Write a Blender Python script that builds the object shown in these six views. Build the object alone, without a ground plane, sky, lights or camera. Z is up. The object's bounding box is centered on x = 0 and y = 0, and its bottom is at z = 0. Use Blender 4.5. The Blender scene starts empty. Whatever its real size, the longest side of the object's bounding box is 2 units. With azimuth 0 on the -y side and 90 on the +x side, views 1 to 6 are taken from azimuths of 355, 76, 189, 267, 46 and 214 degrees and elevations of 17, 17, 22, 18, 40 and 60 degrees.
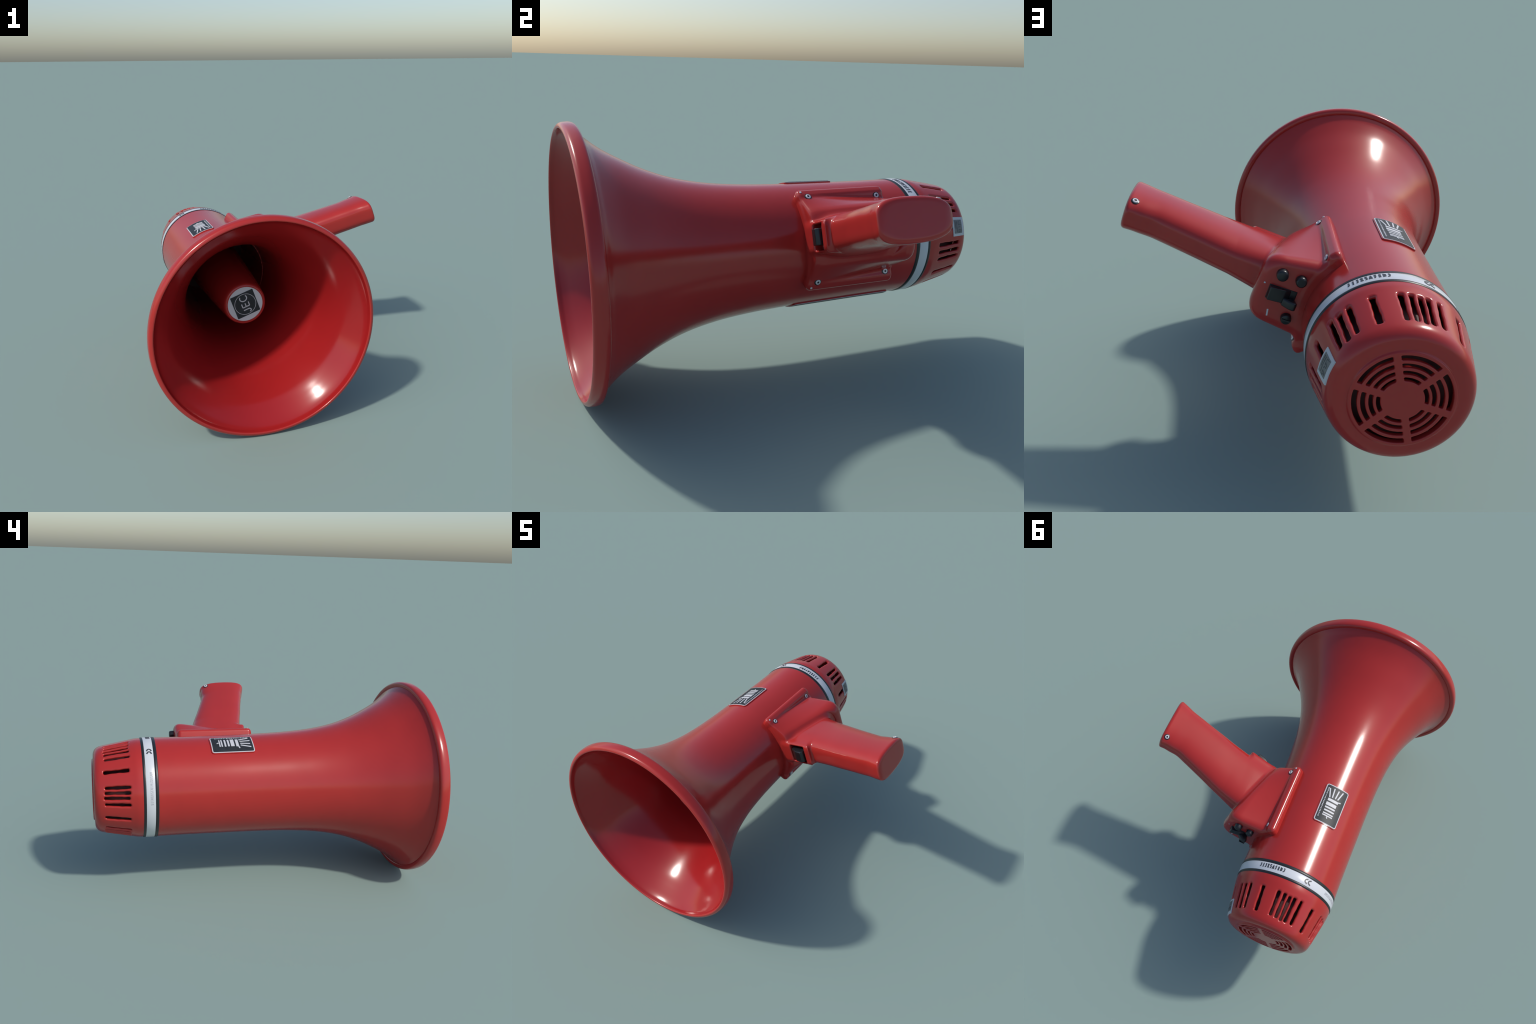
"""Red hand-held megaphone lying on its horn rim: lathed horn and rim, implicit-surface
handle mount and slotted rear cap, trim band, badges, controls and screws."""
import bpy, bmesh, math
import numpy as np
from mathutils import Vector

# ------------------------------------------------------------------ frame
# s runs along the horn axis from the mouth to the rear, h points along the handle,
# t is square to both.  phi is the angle round the axis (0 = up), the handle sits at PH.
AZ, PH = math.radians(101.1), 70.3
O = np.array([-0.104, -0.9005, 0.5825])
A_ = np.array([math.cos(AZ), math.sin(AZ), 0.0])
Z_ = np.array([0.0, 0.0, 1.0])
E_ = np.array([math.sin(AZ), -math.cos(AZ), 0.0])
H_ = math.cos(math.radians(PH)) * Z_ + math.sin(math.radians(PH)) * E_
T_ = -math.sin(math.radians(PH)) * Z_ + math.cos(math.radians(PH)) * E_


def W(s, h, t):
    s, h, t = np.broadcast_arrays(np.asarray(s, float), h, t)
    return O + s[..., None] * A_ + h[..., None] * H_ + t[..., None] * T_


def polar(s, r, phi):
    q = np.radians(np.asarray(phi, float) - PH)
    return W(s, r * np.cos(q), r * np.sin(q))


# ------------------------------------------------------------------ materials
def material(name, rgb, rough, spec=0.5, metallic=0.0, coat=0.0, vary=0.0, scale=6.0, bump=0.0):
    m = bpy.data.materials.new(name)
    m.use_nodes = True
    nt = m.node_tree
    b = nt.nodes["Principled BSDF"]
    b.inputs["Roughness"].default_value = rough
    b.inputs["Specular IOR Level"].default_value = spec
    b.inputs["Metallic"].default_value = metallic
    b.inputs["Coat Weight"].default_value = coat
    b.inputs["Coat Roughness"].default_value = 0.12
    tc = nt.nodes.new("ShaderNodeTexCoord")
    n = nt.nodes.new("ShaderNodeTexNoise")
    n.inputs["Scale"].default_value = scale
    n.inputs["Detail"].default_value = 4
    nt.links.new(tc.outputs["Object"], n.inputs["Vector"])
    r = nt.nodes.new("ShaderNodeValToRGB")
    lo = [c * (1 - vary) for c in rgb] + [1]
    hi = [min(1, c * (1 + vary)) for c in rgb] + [1]
    r.color_ramp.elements[0].position, r.color_ramp.elements[0].color = 0.3, lo
    r.color_ramp.elements[1].position, r.color_ramp.elements[1].color = 0.7, hi
    nt.links.new(n.outputs["Fac"], r.inputs["Fac"])
    nt.links.new(r.outputs["Color"], b.inputs["Base Color"])
    if bump:
        n2 = nt.nodes.new("ShaderNodeTexNoise")
        n2.inputs["Scale"].default_value = 22
        n2.inputs["Detail"].default_value = 2
        nt.links.new(tc.outputs["Object"], n2.inputs["Vector"])
        bp = nt.nodes.new("ShaderNodeBump")
        bp.inputs["Strength"].default_value = bump
        bp.inputs["Distance"].default_value = 0.004
        nt.links.new(n2.outputs["Fac"], bp.inputs["Height"])
        nt.links.new(bp.outputs["Normal"], b.inputs["Normal"])
    return m


RED = material("red_plastic", (0.405, 0.026, 0.022), 0.19, vary=0.03, scale=5, bump=0.02)
RED_DARKENED = material("red_darkened_inside", (0.34, 0.014, 0.015), 0.165, vary=0.03, scale=5, bump=0.015)  # deeper, glossier red on the inner faces of the horn
BLACK = material("black_plastic", (0.012, 0.014, 0.016), 0.3, vary=0.1)
RUBBER = material("black_rubber", (0.014, 0.016, 0.018), 0.38, vary=0.1)
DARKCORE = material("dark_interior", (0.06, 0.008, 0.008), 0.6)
WHITE = material("white_print", (0.55, 0.55, 0.57), 0.45, vary=0.03)
BAND = material("white_band", (0.60, 0.62, 0.65), 0.3, vary=0.02)
PANEL = material("dark_label", (0.022, 0.025, 0.029), 0.45, spec=0.3, vary=0.2, scale=30)
INK = material("dark_ink", (0.05, 0.055, 0.065), 0.4)
PALEINK = material("pale_ink", (0.38, 0.39, 0.42), 0.4)
GREYLABEL = material("grey_label", (0.16, 0.155, 0.15), 0.4, vary=0.25, scale=60)
METAL = material("screw_metal", (0.72, 0.69, 0.70), 0.3, metallic=0.25, vary=0.05)

# ------------------------------------------------------------------ objects
root = bpy.data.objects.new("megaphone", None)
bpy.context.scene.collection.objects.link(root)
root["label"] = "glossy red handheld megaphone lying on its flared horn"
root["category"] = "megaphone"


def add(name, mesh, mat, parent=root, kind=None):
    o = bpy.data.objects.new(name, mesh)
    bpy.context.scene.collection.objects.link(o)
    o.parent = parent
    if mat and not mesh.materials:
        mesh.materials.append(mat)
    if kind:
        o["kind"] = kind
    return o


def finish(me, smooth_angle=None, flip_check=True):
    if flip_check:
        bm = bmesh.new()
        bm.from_mesh(me)
        bmesh.ops.recalc_face_normals(bm, faces=bm.faces)
        bm.to_mesh(me)
        bm.free()
    me.polygons.foreach_set("use_smooth", [True] * len(me.polygons))
    if smooth_angle:
        me.set_sharp_from_angle(angle=math.radians(smooth_angle))
    me.update()
    return me


def catmull(pts, n):
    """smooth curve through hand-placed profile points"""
    p = np.array(pts, float)
    p = np.vstack([2 * p[0] - p[1], p, 2 * p[-1] - p[-2]])
    out = []
    for i in range(1, len(p) - 2):
        for k in range(n):
            u = k / n
            d = [np.linalg.norm(p[i + j + 1] - p[i + j]) ** 0.5 + 1e-9 for j in (-1, 0, 1)]
            m1 = (p[i] - p[i - 1]) / d[0] - (p[i + 1] - p[i - 1]) / (d[0] + d[1]) + (p[i + 1] - p[i]) / d[1]
            m2 = (p[i + 1] - p[i]) / d[1] - (p[i + 2] - p[i]) / (d[1] + d[2]) + (p[i + 2] - p[i + 1]) / d[2]
            m1, m2 = m1 * d[1], m2 * d[1]
            a, b = p[i], p[i + 1]
            out.append((2 * u**3 - 3 * u**2 + 1) * a + (u**3 - 2 * u**2 + u) * m1 + (3 * u**2 - 2 * u**3) * b + (u**3 - u**2) * m2)
    out.append(p[-2])
    return np.array(out)


def lathe(name, profile, mat, parent=root, seg=128, closed=True, angle=40, kind=None):
    p = np.asarray(profile, float)
    n = len(p)
    q = np.linspace(0, 360, seg, endpoint=False)
    v = polar(p[:, 0][:, None], p[:, 1][:, None], q[None, :]).reshape(-1, 3)
    f = []
    for i in range(n if closed else n - 1):
        j = (i + 1) % n
        for k in range(seg):
            l = (k + 1) % seg
            f.append((i * seg + k, i * seg + l, j * seg + l, j * seg + k))
    me = bpy.data.meshes.new(name)
    me.from_pydata(v.tolist(), [], f)
    return add(name, finish(me, angle), mat, parent, kind)


# ------------------------------------------------------------------ horn and rim
OUT = [(0.064, 0.556), (0.080, 0.541), (0.10, 0.5215), (0.16, 0.4765), (0.24, 0.4318), (0.34, 0.3843), (0.46, 0.3426),
       (0.60, 0.3137), (0.76, 0.2970), (0.95, 0.2885), (1.20, 0.2845), (1.42, 0.2822), (1.557, 0.2825)]
INN = [(1.52, 0.260), (1.20, 0.263), (0.95, 0.268), (0.76, 0.280), (0.60, 0.297), (0.46, 0.326), (0.34, 0.368), (0.24, 0.415),
       (0.16, 0.4600), (0.115, 0.4920), (0.085, 0.5148), (0.06, 0.5338), (0.045, 0.5437), (0.031, 0.5512), (0.019, 0.5548), (0.0105, 0.5575)]
outer = catmull(OUT, 10)
inner = catmull(INN, 8)


def R(s):
    return np.interp(s, outer[:, 0], outer[:, 1])


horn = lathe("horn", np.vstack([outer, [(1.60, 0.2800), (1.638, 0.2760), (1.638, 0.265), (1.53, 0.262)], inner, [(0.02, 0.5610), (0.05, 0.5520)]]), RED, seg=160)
horn.data.materials.append(RED_DARKENED)
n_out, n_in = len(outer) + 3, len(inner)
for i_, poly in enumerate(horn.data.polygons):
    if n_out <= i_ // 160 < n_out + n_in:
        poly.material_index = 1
lip = [(0.0112, 0.5570), (0.0082, 0.5592), (0.0072, 0.5632), (0.0085, 0.5680), (0.0130, 0.5750), (0.020, 0.5795),
       (0.034, 0.5820), (0.050, 0.5825), (0.061, 0.5800), (0.068, 0.5735), (0.0705, 0.564), (0.0695, 0.556), (0.064, 0.548)]
rim = lathe("rim", np.vstack([catmull(lip, 5), [(0.05, 0.5515), (0.020, 0.5560)]]), RED, seg=160)

# phase plug and emblem inside the horn
SE = 0.410
plug = lathe("phase_plug", np.vstack([[(1.53, 0.02), (1.53, 0.185)], [(0.9, 0.154), (0.65, 0.1375), (0.45, 0.1215)],
             catmull([(SE + 0.020, 0.1190), (SE + 0.008, 0.1155), (SE + 0.002, 0.110), (SE, 0.1045)], 4), [(SE + 0.003, 0.1015), (SE + 0.004, 0.02)]]), RED, seg=96)


lathe("throat_dark_disc", [(1.48, 0.15), (1.48, 0.266), (1.50, 0.266), (1.50, 0.15)], DARKCORE, plug, seg=64)  # dark disc closing the throat, which looks black from the mouth


# ------------------------------------------------------------------ flat and wrapped sheet pieces
def sheet_rows(name, rows, mp, w0, w1, mat, parent, kind=None, angle=35):
    """rows: list of (u, v_lo, v_hi); a slab wrapped on a surface map mp(u, v, w)"""
    n = 12
    u = np.repeat([r[0] for r in rows], n + 1)
    v = np.concatenate([np.linspace(r[1], r[2], n + 1) for r in rows])
    top, bot = mp(u, v, w1), mp(u, v, w0)
    N, M = len(rows), n + 1
    f = []
    for i in range(N - 1):
        for j in range(n):
            a = i * M + j
            f.append((a, a + 1, a + M + 1, a + M))
            f.append((a + N * M, a + M + N * M, a + M + 1 + N * M, a + 1 + N * M))
    ring = [j for j in range(M)] + [i * M + n for i in range(1, N)] + [(N - 1) * M + j for j in range(n - 1, -1, -1)] + [i * M for i in range(N - 2, 0, -1)]
    for a, b in zip(ring, ring[1:] + ring[:1]):
        f.append((a, a + N * M, b + N * M, b))
    me = bpy.data.meshes.new(name)
    me.from_pydata(np.vstack([top, bot]).tolist(), [], f)
    return add(name, finish(me, angle), mat, parent, kind)


def rounded_rows(u0, u1, v0, v1, r, nu=16):
    us = [(u0 + r * (1 - math.cos(k / 6 * math.pi / 2)), r * (1 - math.sin(k / 6 * math.pi / 2))) for k in range(7)]
    mid = [(u0 + r + (u1 - u0 - 2 * r) * k / nu, 0.0) for k in range(1, nu)]
    end = [(u1 - r * (1 - math.cos(k / 6 * math.pi / 2)), r * (1 - math.sin(k / 6 * math.pi / 2))) for k in range(6, -1, -1)]
    return [(u, v0 + d, v1 - d) for u, d in us + mid + end]


def strokes(name, lines, mp, w0, w1, mat, parent, kind=None, width=0.004):
    """ribbons of constant or given width along 2D polylines, raised on a surface map"""
    vs, fs = [], []
    for ln in lines:
        wd = width
        if isinstance(ln, tuple):
            ln, wd = ln
        p = np.array(ln, float)
        cl = np.allclose(p[0], p[-1])
        if cl:
            p = p[:-1]
            tg = np.roll(p, -1, 0) - np.roll(p, 1, 0)
        else:
            seg = [np.linspace(p[i], p[i + 1], 4)[:-1] for i in range(len(p) - 1)] if len(p) < 6 else [p[:-1]]
            p = np.vstack(seg + [p[-1:]])
            tg = np.gradient(p, axis=0)
        tg /= np.linalg.norm(tg, axis=1)[:, None] + 1e-12
        nr = np.stack([-tg[:, 1], tg[:, 0]], 1) * wd / 2
        L, Rr = p + nr, p - nr
        k = len(p)
        b = len(vs)
        for q, w in ((L, w1), (Rr, w1), (Rr, w0), (L, w0)):
            vs.extend(mp(q[:, 0], q[:, 1], w).tolist())
        for i in range(k if cl else k - 1):
            j = (i + 1) % k
            for a in range(4):
                c = (a + 1) % 4
                fs.append((b + a * k + i, b + a * k + j, b + c * k + j, b + c * k + i))
        if not cl:
            fs.append(tuple(b + a * k for a in range(4)))
            fs.append(tuple(b + a * k + k - 1 for a in (3, 2, 1, 0)))
    me = bpy.data.meshes.new(name)
    me.from_pydata(vs, [], fs)
    return add(name, finish(me, 30), mat, parent, kind)


def arc(cx, cy, rx, ry, a0, a1, n=24):
    q = np.radians(np.linspace(a0, a1, n))
    return np.stack([cx + rx * np.cos(q), cy + ry * np.sin(q)], 1)


# emblem: x reads along -t, y (letter up) along -h, seen from the mouth
def emap(x, y, w):
    return W(SE + 0.004 - np.asarray(w), -np.asarray(y), -np.asarray(x))


def disc_rows(r, n=28):
    return [(r * -math.cos(math.pi * k / n), -r * math.sin(math.pi * k / n) - 1e-5, r * math.sin(math.pi * k / n) + 1e-5) for k in range(n + 1)]


emblem = sheet_rows("emblem", disc_rows(0.0985), emap, -0.004, 0.002, WHITE, plug)
sheet_rows("emblem_square", rounded_rows(-0.067, 0.067, -0.067, 0.067, 0.003), emap, 0.0, 0.0035, PANEL, emblem)
strokes("emblem_ring", [arc(0, 0, 0.060, 0.060, 0, 360, 73)], emap, 0.0, 0.0048, WHITE, emblem, width=0.0022)
LH = 0.019
glyph_J = [np.vstack([[(-0.030, LH), (-0.030, -0.008)], arc(-0.0385, -0.0085, 0.0085, 0.0105, 0, -170, 12)])]
glyph_E = [[(-0.015, LH), (-0.015, -LH)], [(-0.015, LH), (0.006, LH)], [(-0.015, 0), (0.004, 0)], [(-0.015, -LH), (0.006, -LH)]]
glyph_C = [arc(0.033, 0, 0.0165, LH, 52, 308, 26)]
for g in (glyph_J, glyph_E, glyph_C):
    g = [np.asarray(l, float) * (1.10, 1.06) + (0.001, 0) for l in g]
    strokes("letter", g, emap, 0.0, 0.0052, WHITE, emblem, width=0.0054)

# ------------------------------------------------------------------ trim band
band = lathe("trim_band", [(1.574, 0.277), (1.574, 0.2836), (1.5765, 0.2846), (1.6205, 0.2836), (1.623, 0.2828), (1.623, 0.275)], BAND, seg=160)
for s0, s1, r0 in ((1.556, 1.5772, 0.2822), (1.6198, 1.637, 0.2810)):
    m = (s0 + s1) / 2
    lathe("band_edging", [(s0, r0 - 0.010), (s0, r0), (s0 + 0.003, r0 + 0.0022), (m, r0 + 0.0030), (s1 - 0.003, r0 + 0.0022), (s1, r0), (s1, r0 - 0.010)], RUBBER, band, seg=160)


def bmap(s, phi, w):
    s = np.asarray(s, float)
    return polar(s, 0.2846 - (s - 1.5765) * 0.0227 + w, phi)


glyphs = [  # unit cells: x along reading direction (falling phi), y towards the mouth
    [[(.2, .9), (.5, .9), (.5, .2), (.1, .05)]], [[(.5, 1), (.5, 0)], [(.3, .05), (.7, .05)]], [[(.3, .8), (.6, 1), (.6, .1), (.2, 0)]],
    [[(.2, 1), (.8, 0)], [(.7, 1), (.3, 0)]], [[(.8, .9), (.3, 1), (.3, .6), (.7, .5), (.6, .05), (.2, .1)]], [[(.1, 0), (.5, 1), (.8, 0)], [(.3, .35), (.7, .35)]],
    [[(.8, 1), (.3, .85), (.6, .45), (.3, 0)]], [[(.4, 1), (.4, 0)], [(.6, 1), (.6, 0)]], [[(.3, 0), (.3, 1), (.8, .8), (.8, .2), (.3, 0)]], [[(.4, 1), (.8, .8), (.7, .2), (.2, 0)]]]


def band_text(order, phi0, step, height, width, mat, name, s0):
    lines = []
    for i, gi in enumerate(order):
        for ln in glyphs[gi]:
            lines.append([(s0 + height * (0.5 - y), phi0 - step * (i + 0.75 * x)) for x, y in ln])
    # work in arc length so that stroke widths stay even
    k = math.radians(1) * 0.287
    strokes(name, [[(s, p * k) for s, p in ln] for ln in lines], lambda s, a, w: bmap(s, np.asarray(a) / k, w), -0.002, 0.0012, mat, band, kind="stuff", width=width)


band_text([0, 1, 2, 3, 4, 5, 6, 7, 8, 9], 30.3, 3.1, 0.022, 0.0056, INK, "band_lettering", 1.594)
band_text([5, 8, 4, 7, 3, 6, 5, 1, 8, 2, 4, 7, 3, 8, 1, 6, 4], -54.5, 2.15, 0.014, 0.0022, PALEINK, "fine_band_lettering", 1.594)
k_ = math.radians(1) * 0.287
strokes("band_arrow", [[(1.610, (c - 1.9) * k_), (1.604, (c + 0.6) * k_), (1.597, (c + 1.2) * k_), (1.590, (c + 0.6) * k_), (1.584, (c - 1.9) * k_)] for c in (-25.4, -29.6)],
        lambda s, a, w: bmap(s, np.asarray(a) / k_, w), -0.002, 0.0012, INK, band, kind="stuff", width=0.0074)


# ------------------------------------------------------------------ badges on the body
def body_map(s, phi, w):
    return polar(s, R(s) + w, phi)


def badge(name, s0, s1, p0, p1, corner):
    k = math.radians(1) * 0.287
    mp = lambda s, a, w: body_map(s, np.asarray(a) / k, w)
    r = sheet_rows(name, rounded_rows(s0, s1, p0 * k, p1 * k, corner), mp, -0.004, 0.0062, WHITE, root)
    g = 0.004
    sheet_rows(name + "_seat", rounded_rows(s0 - g, s1 + g, p0 * k - g, p1 * k + g, corner + g), mp, -0.006, 0.0046, RED, r)
    e = 0.0052
    sheet_rows(name + "_panel", rounded_rows(s0 + e, s1 - e, p0 * k + e, p1 * k - e, corner * 0.6), mp, -0.003, 0.0072, PANEL, r)
    return r, mp, k


bd, mp, k = badge("badge", 1.012, 1.252, -34.3, -6.8, 0.012)


def buv(f, v):  # f from rear (0) to mouth (1), v from the text side (0) to the far side (1)
    return (1.252 - 0.240 * f, (-6.8 - 27.5 * v) * k)


bars = [(.201, .030, .25, .69), (.252, .033, .25, .69), (.330, .040, .25, .69), (.409, .042, .24, .68), (.503, .084, .23, .68), (.615, .066, .24, .70)]
lines = []
for f, wd, v0, v1 in bars:
    lines.append(([buv(f, v0), buv(f, v1)], wd * 0.24))
lines.append(([buv(.630, .66), buv(.655, .80)], 0.007))
lines.append(([buv(.135, .50), buv(.165, .45), buv(.205, .50)], 0.005))
for f0, v0, f1, v1 in ((.67, .28, .90, .17), (.685, .39, .93, .36), (.69, .52, .92, .56), (.69, .63, .93, .75)):
    lines.append(([buv(f0, v0), buv(f1, v1)], 0.0072))
strokes("badge_horn_symbol", lines, mp, 0.0, 0.0086, WHITE, bd)
rng = np.random.default_rng(4)
txt = []
f = 0.11
while f < 0.90:
    ln = rng.uniform(0.012, 0.034)
    txt.append(([buv(f, 0.115), buv(f + ln, 0.115)], rng.uniform(0.003, 0.0058)))
    if ln > .02:
        txt.append(([buv(f + ln * .6, 0.09), buv(f + ln * .6, 0.145)], 0.002))
    f += ln + rng.uniform(0.008, 0.02)
strokes("badge_lettering", txt, mp, 0.0, 0.0080, WHITE, bd, kind="stuff")
badge("side_label", 0.985, 1.497, 146.6, 174.0, 0.016)


# ------------------------------------------------------------------ implicit surfaces
def smin(a, b, k):
    g = np.clip(0.5 + 0.5 * (b - a) / k, 0, 1)
    return b + (a - b) * g - k * g * (1 - g)


def smax(a, b, k):
    return -smin(-a, -b, k)


def rbox(qs, r):
    qs = [q + r for q in qs]
    out = np.sqrt(sum(np.maximum(q, 0) ** 2 for q in qs))
    ins = qs[0]
    for q in qs[1:]:
        ins = np.maximum(ins, q)
    return out + np.minimum(ins, 0) - r


def surface_nets(fn, lo, hi, cell):
    ax = [np.arange(a, b + cell, cell, dtype=np.float32) for a, b in zip(lo, hi)]
    G = np.meshgrid(*ax, indexing="ij", sparse=True)
    F = fn(*G).astype(np.float32)
    sg = F < 0
    n = [len(a) for a in ax]
    cs = np.zeros([m - 1 for m in n], np.int8)
    for i in (0, 1):
        for j in (0, 1):
            for l in (0, 1):
                cs += sg[i:n[0] - 1 + i, j:n[1] - 1 + j, l:n[2] - 1 + l]
    act = (cs > 0) & (cs < 8)
    idx = -np.ones(act.shape, np.int64)
    c = np.argwhere(act)
    idx[act] = np.arange(len(c))
    acc, cnt = np.zeros((len(c), 3)), np.zeros(len(c))
    cor = [(i, j, l) for i in (0, 1) for j in (0, 1) for l in (0, 1)]
    for a in cor:
        for d in range(3):
            if a[d]:
                continue
            b = list(a)
            b[d] = 1
            fa = F[tuple((c + a).T)]
            fb = F[tuple((c + b).T)]
            x = (fa < 0) != (fb < 0)
            u = np.where(x, fa / np.where(x, fa - fb, 1), 0)
            p = np.array(a, float)[None] + u[:, None] * (np.array(b) - np.array(a))[None]
            acc += p * x[:, None]
            cnt += x
    v = np.array(lo) + (c + acc / cnt[:, None]) * cell
    quads = []
    for d in range(3):
        e, g = [(1, 2), (2, 0), (0, 1)][d]
        sl0, sl1 = [slice(None)] * 3, [slice(None)] * 3
        sl0[d], sl1[d] = slice(0, -1), slice(1, None)
        x = sg[tuple(sl0)] != sg[tuple(sl1)]
        k = np.argwhere(x)
        k = k[(k[:, e] > 0) & (k[:, g] > 0) & (k[:, e] < n[e] - 1) & (k[:, g] < n[g] - 1)]
        q = []
        for oe, og in ((0, 0), (-1, 0), (-1, -1), (0, -1)):
            kk = k.copy()
            kk[:, e] += oe
            kk[:, g] += og
            q.append(idx[tuple(kk.T)])
        q = np.stack(q, 1)
        inside = sg[tuple(k.T)]
        q[~inside] = q[~inside][:, ::-1]
        quads.append(q)
    quads = np.vstack(quads)

    def grad(p, e=8e-4):
        return np.stack([(fn(*(p + e * np.eye(3)[i]).T) - fn(*(p - e * np.eye(3)[i]).T)) / (2 * e) for i in range(3)], 1)

    home = v.copy()
    for _ in range(4):
        g = grad(v)
        st = -fn(*v.T)[:, None] * g / (np.sum(g * g, 1)[:, None] + 0.05)
        v = v + np.clip(st, -0.4 * cell, 0.4 * cell)
        v = home + np.clip(v - home, -0.8 * cell, 0.8 * cell)
    g = grad(v, 1.2e-3)
    g /= np.linalg.norm(g, axis=1)[:, None] + 1e-9
    return v, quads, g


def to_world_dir(g):
    return g[:, :1] * A_ + g[:, 1:2] * H_ + g[:, 2:3] * T_


def mesh_from(name, v, q, g):
    me = bpy.data.meshes.new(name)
    me.from_pydata(W(v[:, 0], v[:, 1], v[:, 2]).tolist(), [], q.tolist())
    me.polygons.foreach_set("use_smooth", [True] * len(me.polygons))
    me.update()
    # orientation: make winding agree with the gradient
    fn = np.zeros(len(me.polygons) * 3)
    me.polygons.foreach_get("normal", fn)
    gw = to_world_dir(g)
    if np.sum(fn.reshape(-1, 3) * gw[q[:, 0]]) < 0:
        me.flip_normals()
    me.normals_split_custom_set_from_vertices(gw.tolist())
    return me


# --- handle: side outline as front and rear edges and half thickness against height h
HF = [(0.28, 1.005), (0.42, 0.982), (0.545, 0.960), (0.64, 0.942), (0.711, 0.926), (0.80, 0.908), (0.87, 0.892), (0.94, 0.877), (0.985, 0.862), (1.04, 0.846)]
HR = [(0.28, 1.330), (0.40, 1.318), (0.49, 1.293), (0.56, 1.273), (0.625, 1.253), (0.71, 1.224), (0.79, 1.198), (0.86, 1.176), (0.908, 1.162),
      (0.96, 1.160), (0.99, 1.158), (1.04, 1.163)]
HT = [(0.28, 0.093), (0.45, 0.090), (0.52, 0.0865), (0.60, 0.0835), (0.72, 0.0815), (0.85, 0.080), (0.95, 0.0795), (1.03, 0.080)]


def table(tab):
    t = catmull(tab, 8)
    return lambda x: np.interp(x, t[:, 0], t[:, 1])


hf, hr, ht = table(HF), table(HR), table(HT)


def f_handle(s, h, t):
    fa, fb = hf(h), hr(h)
    c, A, B = (fa + fb) / 2, (fb - fa) / 2, ht(h)
    B = B * (1 - 0.13 * np.clip((s - c + 0.03) / A, 0, 1.2) ** 2 * np.clip((h - 0.46) / 0.12, 0, 1))
    n = 3.5
    d = ((np.abs(s - c) / A) ** n + (np.abs(t) / B) ** n + 1e-9) ** (1 / n)
    d = (d - 1) * B * (0.75 + 0.25 * np.minimum(1, d))
    d = smax(d, (h - 1.036 + 0.01 * (s - 1.0)) * 0.98, 0.020)
    return smax(d, 0.27 - h, 0.02)


def f_mount(s, h, t):
    T = np.abs(t)
    rad, ang = np.sqrt(h * h + t * t + 1e-9), np.arctan2(T, h)
    ar = ang * 0.305
    plate = rbox([np.abs(s - 1.188) - 0.220, ar - 0.222, np.abs(rad - 0.25) - 0.067], 0.016)
    # raised bar along both long edges
    bar = rbox([np.abs(s - 1.188) - 0.2215, np.abs(ar - 0.206) - 0.0265, np.abs(rad - 0.26) - 0.0725], 0.021)
    plate = smin(plate, bar, 0.012)
    # tent-shaped box: sloping sides in front that stand up towards the rear panel
    u = np.clip((s - 0.975) / 0.435, 0, 1)
    th = np.radians(36.0 + 47.0 * (u + 0.004) ** 0.48)
    cth, sth = np.cos(th), np.sin(th)
    side = h * cth + T * sth - ((0.252 * cth) + (0.205 - 0.046 * u) * sth)
    ht_ = np.interp(s, [0.95, 0.98, 1.06, 1.13, 1.20, 1.27, 1.35, 1.42], [0.350, 0.362, 0.398, 0.420, 0.442, 0.462, 0.480, 0.482])
    tent = smax(side, h - ht_, 0.040 + 0.030 * u)
    tent = smax(tent, ar - 0.214, 0.01)
    # shallow valley where the handle root meets the shoulder
    tent = smax(tent, -np.maximum(f_handle(s, h, t) - 0.020, ht_ - 0.010 - h), 0.018)
    tent = smax(tent, s - 1.412, 0.046)
    tent = smax(tent, 0.974 - s, 0.012)
    tent = smax(tent, 0.2 - h, 0.01)
    return smin(plate, tent, 0.012)


def f_grip(s, h, t):
    d = smin(f_mount(s, h, t), f_handle(s, h, t), 0.021)
    # finger stop: a small block on the front edge just above the trigger
    stop = np.maximum(0.939 + (0.512 - h) * 0.13 - s, h - 0.526)
    stop = smax(stop, np.maximum(np.abs(t) - 0.071, s - 1.05), 0.034)
    stop = smax(smax(stop, h - 0.527, 0.022), 0.30 - h, 0.01)
    d = smin(d, stop, 0.014)
    # trigger opening in the front edge
    hole = rbox([np.abs(s - 0.94) - 0.065, np.abs(h - 0.428) - 0.052, np.abs(t) - 0.053], 0.008)
    d = smax(d, -hole, 0.014)
    return d


v, q, g = surface_nets(f_grip, (0.80, 0.17, -0.275), (1.45, 1.06, 0.275), 0.0042)
# drop what lies well inside the horn body
rad = np.hypot(v[:, 1], v[:, 2])
keep = (rad > 0.262)[q].all(1)
q = q[keep]
# the handle proper is split off the mount along a ring where it leaves the box
hc = v[q].mean(1)
isgrip = (hc[:, 1] > 0.535)


def submesh(name, mask):
    qq = q[mask]
    used = np.unique(qq)
    re = -np.ones(len(v), np.int64)
    re[used] = np.arange(len(used))
    return mesh_from(name, v[used], re[qq], g[used])


mount = add("handle_mount", submesh("handle_mount", ~isgrip), RED)
grip = add("handle", submesh("handle", isgrip), RED)


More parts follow.
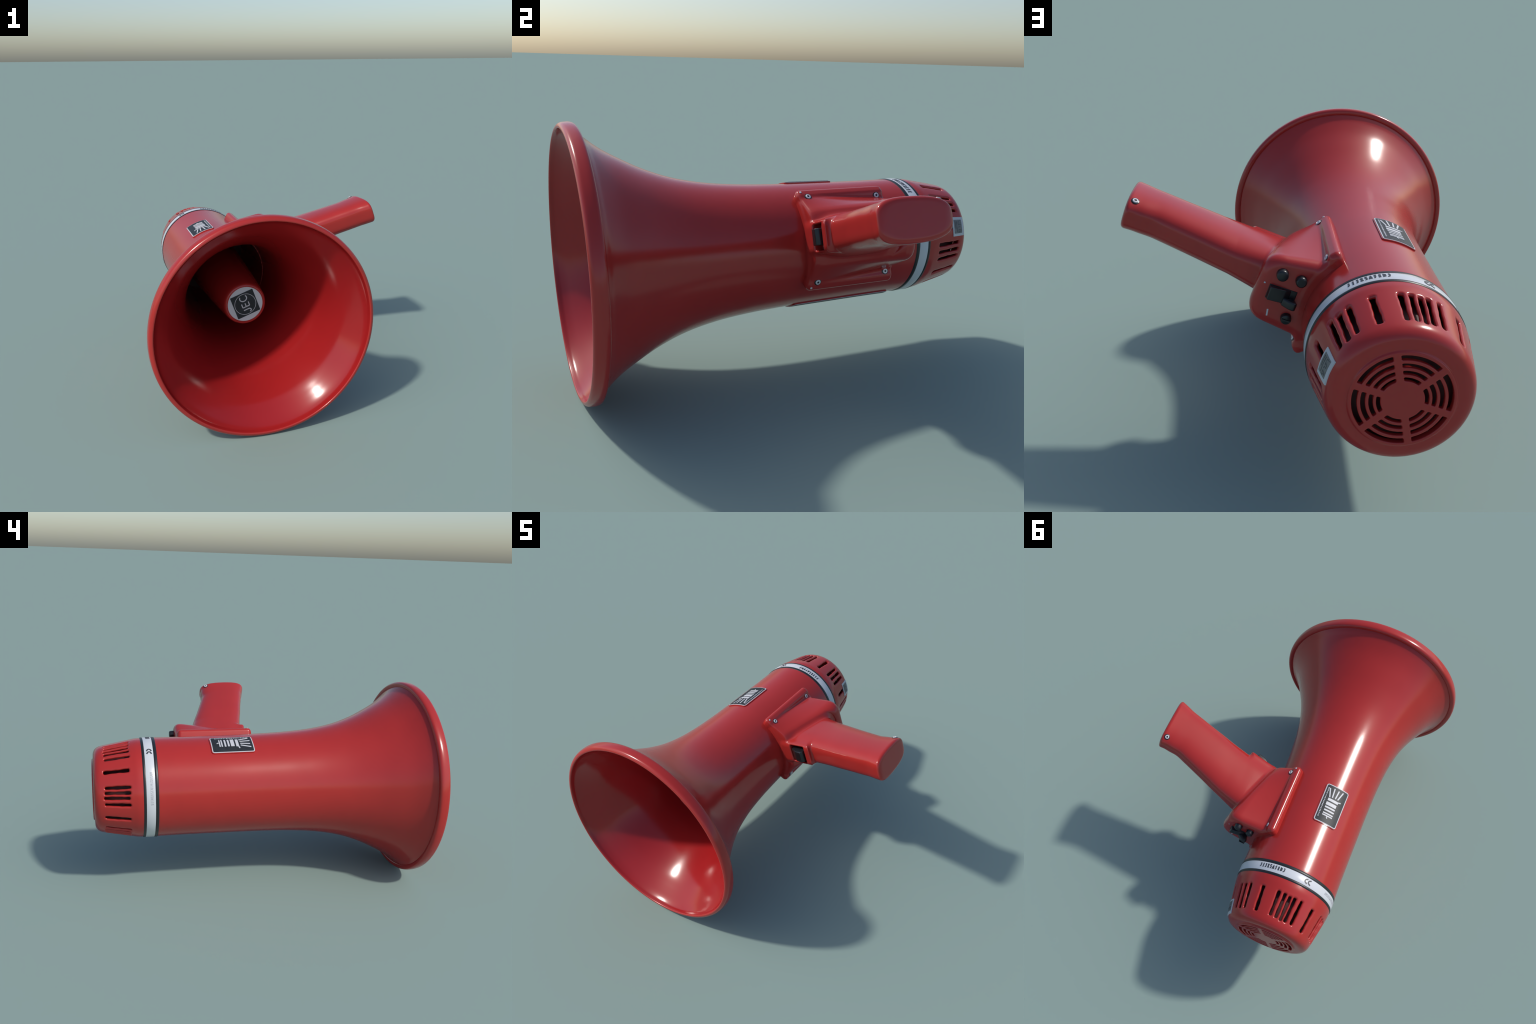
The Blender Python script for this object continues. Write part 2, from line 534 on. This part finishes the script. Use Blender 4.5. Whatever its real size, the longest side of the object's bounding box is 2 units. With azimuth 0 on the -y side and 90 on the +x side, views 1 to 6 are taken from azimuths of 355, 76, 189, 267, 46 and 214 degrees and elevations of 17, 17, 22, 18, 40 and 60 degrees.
# --- trigger
def extrude_profile(name, prof, t0, t1, mat, parent, bevel=0.004):
    n = len(prof)
    vs = [W(s, h, t0) for s, h in prof] + [W(s, h, t1) for s, h in prof]
    fs = [tuple(range(n)), tuple(range(2 * n - 1, n - 1, -1))] + [(i, (i + 1) % n, n + (i + 1) % n, n + i) for i in range(n)]
    me = bpy.data.meshes.new(name)
    me.from_pydata([x.tolist() for x in vs], [], fs)
    bm = bmesh.new()
    bm.from_mesh(me)
    bmesh.ops.recalc_face_normals(bm, faces=bm.faces)
    bmesh.ops.bevel(bm, geom=bm.edges[:], offset=bevel, segments=3, profile=0.6, affect="EDGES")
    bm.to_mesh(me)
    bm.free()
    me.polygons.foreach_set("use_smooth", [True] * len(me.polygons))
    me.set_sharp_from_angle(angle=math.radians(35))
    return add(name, me, mat, parent)


extrude_profile("trigger", [(0.921, 0.466), (0.934, 0.479), (1.0, 0.479), (1.0, 0.382), (0.962, 0.382), (0.931, 0.425)], -0.034, 0.034, BLACK, mount)


# ------------------------------------------------------------------ small round parts
def turned(name, prof, base, axis, mat, parent, seg=32, angle=35):
    """lathe about a local axis; prof = (height along axis, radius)"""
    ax = np.asarray(axis, float)
    ax = ax / np.linalg.norm(ax)
    x = np.cross(ax, [0.3, 0.5, 0.81])
    x /= np.linalg.norm(x)
    y = np.cross(ax, x)
    vs, fs = [], []
    n = len(prof)
    for hh, r in prof:
        for k in range(seg):
            a = 2 * math.pi * k / seg
            vs.append((np.asarray(base) + ax * hh + r * (x * math.cos(a) + y * math.sin(a))).tolist())
    for i in range(n - 1):
        for k in range(seg):
            l = (k + 1) % seg
            fs.append((i * seg + k, i * seg + l, (i + 1) * seg + l, (i + 1) * seg + k))
    fs.append(tuple(range(seg)))
    fs.append(tuple((n - 1) * seg + k for k in range(seg)))
    me = bpy.data.meshes.new(name)
    me.from_pydata(vs, [], fs)
    return add(name, finish(me, angle), mat, parent)


def settle(p):
    """slide a point on to the grip surface; returns the point and its outward normal"""
    p = np.array(p, float)
    for _ in range(12):
        e = 1e-3
        gr = np.array([(f_grip(*(p + e * np.eye(3)[i])) - f_grip(*(p - e * np.eye(3)[i]))) / (2 * e) for i in range(3)]).ravel()
        p = p - float(f_grip(*p)) * gr / (gr @ gr + 0.05)
    gr /= np.linalg.norm(gr)
    return p, gr


def screw(p, parent, size=1.0):
    p, n = settle(p)
    b = W(*p)
    ax = n[0] * A_ + n[1] * H_ + n[2] * T_
    k = size
    sc = turned("screw", [(-0.006, 0.0165 * k), (0.0012, 0.0165 * k), (0.0022, 0.0150 * k), (0.0022, 0.004 * k)], b, ax, BLACK, parent, 28)
    turned("screw_head", [(0.001, 0.0120 * k), (0.0045, 0.0115 * k), (0.0060, 0.0095 * k), (0.0060, 0.0062 * k), (0.0032, 0.0050 * k)], b, ax, METAL, sc, 28)
    turned("screw_socket", [(0.002, 0.0052 * k), (0.0042, 0.0050 * k)], b, ax, BLACK, sc, 6)


for sgn in (-1, 1):
    screw((1.012, 0.282, 0.193 * sgn), mount)
    screw((1.365, 0.268, 0.175 * sgn), mount)
    p, n = settle((0.984, 0.262, 0.214 * sgn))
    turned("pin", [(-0.003, 0.005), (0.0015, 0.005), (0.0022, 0.003)], W(*p), n[0] * A_ + n[1] * H_ + n[2] * T_, METAL, mount, 16)

screw((1.124, 1.003, -0.07), grip)

# ------------------------------------------------------------------ controls on the rear panel
SP = 1.4105


def knob(h, t, r, ht_):
    b = W(SP - 0.004, h, t)
    return turned("knob", [(0.0, r), (ht_ * 0.75, r * 0.94), (ht_ * 0.90, r * 0.86), (ht_, r * 0.66)], b, A_, BLACK, mount, 28)


knob(0.405, -0.078, 0.0230, 0.031)
knob(0.332, -0.076, 0.0220, 0.031)
kn = knob(0.333, 0.085, 0.0215, 0.026)
extrude_profile("knob_pointer", [(SP + 0.016, 0.350), (SP + 0.028, 0.350), (SP + 0.028, 0.316), (SP + 0.016, 0.316)], 0.082, 0.088, BLACK, kn, 0.002)
extrude_profile("switch_base", [(SP - 0.004, 0.436), (SP + 0.004, 0.435), (SP + 0.004, 0.328), (SP - 0.004, 0.327)], -0.028, 0.030, BLACK, mount, 0.002)
extrude_profile("switch_rocker", [(SP, 0.435), (SP + 0.026, 0.430), (SP + 0.018, 0.372), (SP + 0.008, 0.352), (SP, 0.350)], -0.026, 0.027, BLACK, mount, 0.004)
extrude_profile("switch_lever", [(SP, 0.376), (SP + 0.022, 0.374), (SP + 0.040, 0.346), (SP + 0.044, 0.326), (SP + 0.036, 0.318), (SP, 0.330)], 0.002, 0.034, BLACK, mount, 0.008)


def pmap(x, y, w):  # panel marks: x along t, y along h
    return W(SP + np.asarray(w), np.asarray(y), np.asarray(x))


strokes("panel_mark", [[(0.072, 0.409), (0.099, 0.404)], [(-0.028, 0.455), (-0.023, 0.455)]], pmap, -0.002, 0.0016, WHITE, mount, width=0.006)
strokes("panel_symbol", [arc(-0.094, 0.366, 0.006, 0.007, 0, 360, 17), [(-0.078, 0.366), (-0.070, 0.362)]], pmap, -0.002, 0.001,
        material("faded_red_mark", (0.30, 0.09, 0.07), 0.4), mount, width=0.0022)

# ------------------------------------------------------------------ rear cap with slots and grille
SINGLES = [PH + d for d in (0, 52.8, -52.8, 120, -120, 180)]
GROUPS = [35.2, 43.4, 51.6, 89.0, 97.2, 105.5, -2.3, -9.8, -16.3, -22.4, -31.2, 142.9, 150.4, 156.9, 163.0, 171.8,
          -69.8, -76.3, -82.6, -90.8, -149.6, -142.1, -136.3, -129.0]
slot_angles = np.radians(np.array(SINGLES + GROUPS) - PH)
slot_half = np.array([0.0092] * len(SINGLES) + [0.0076] * len(GROUPS))
CAP = catmull([(1.60, 0.2808), (1.637, 0.2806), (1.665, 0.2790), (1.695, 0.2735), (1.74, 0.2650), (1.79, 0.2555), (1.84, 0.2455), (1.87, 0.238), (1.93, 0.222)], 8)


def f_capsolid(s, h, t):
    r = np.sqrt(h * h + t * t + 1e-9)
    d = smax((r - np.interp(s, CAP[:, 0], CAP[:, 1])) * 0.98, s - 1.8965, 0.040)
    disc = smax(r - 0.172, s - 1.9040, 0.008)
    return smin(d, disc, 0.004)


def f_cap(s, h, t):
    d0 = f_capsolid(s, h, t)
    d = smax(d0, -(d0 + 0.017), 0.003)
    d = np.maximum(d, 1.634 - s)
    r = np.sqrt(h * h + t * t + 1e-9)
    ph = np.arctan2(t, h)
    cut = np.full(np.broadcast(s, r).shape, 1.0, np.float32)
    for k, (a, w) in enumerate(zip(slot_angles, slot_half)):
        w = w * (1 + 0.12 * np.sin(47 * s + 2.3 * k) + 0.07 * np.sin(143 * s + 1.1 * k))
        da = np.abs((ph - a + math.pi) % (2 * math.pi) - math.pi) * 0.26
        cut = np.minimum(cut, rbox([np.abs(s - 1.772 - 0.003 * math.sin(1.9 * k)) - 0.067, da - w, 0.15 - r], 0.006))
    d = smax(d, -cut, 0.011)
    # six sectors of curved grille slots
    sec = np.abs((ph + math.pi / 6) % (math.pi / 3) - math.pi / 6)
    barw = r * np.sin(sec)
    g = np.full(cut.shape, 1.0, np.float32)
    for rc, hw in ((0.1500, 0.0082), (0.1232, 0.0070), (0.0986, 0.0064), (0.0755, 0.0062)):
        g = np.minimum(g, rbox([np.abs(r - rc) - hw, 0.0125 - barw, 1.85 - s], 0.003))
    return smax(d, -g, 0.004)


v2, q2, g2 = surface_nets(f_cap, (1.62, -0.294, -0.294), (1.915, 0.294, 0.294), 0.0032)
cap = add("rear_cap", mesh_from("rear_cap", v2, q2, g2), RED)
lathe("dark_core", [(1.636, 0.02), (1.636, 0.225), (1.80, 0.205), (1.855, 0.18), (1.860, 0.02)], DARKCORE, cap, seg=48)

# rear label wrapped on the cap
k2 = math.radians(1) * 0.248


def lmap(s, a, w):
    s = np.asarray(s, float)
    return polar(s, np.interp(s, CAP[:, 0], CAP[:, 1]) + w, np.asarray(a) / k2)


lb = sheet_rows("rear_label", rounded_rows(1.792, 1.8700, 60.4 * k2, 81.6 * k2, 0.002), lmap, -0.004, 0.003, WHITE, root)
sheet_rows("rear_label_panel", rounded_rows(1.801, 1.8560, 63.4 * k2, 78.6 * k2, 0.002), lmap, 0.0, 0.0038, GREYLABEL, lb)
ls = [([(1.810, 65 * k2), (1.811, 74 * k2)], 0.003), ([(1.820, 65 * k2), (1.820, 77 * k2)], 0.003)]
for i, c in enumerate((65.2, 68.2, 71.2, 74.2, 76.8)):
    ls.append(([(1.832, c * k2), (1.850, (c + (1.2 if i % 2 else -0.6)) * k2)], 0.0024))
    ls.append(([(1.832, c * k2), (1.833, (c + 1.6) * k2)], 0.002))
strokes("rear_label_lettering", ls, lmap, 0.002, 0.0044, INK, lb, kind="stuff")
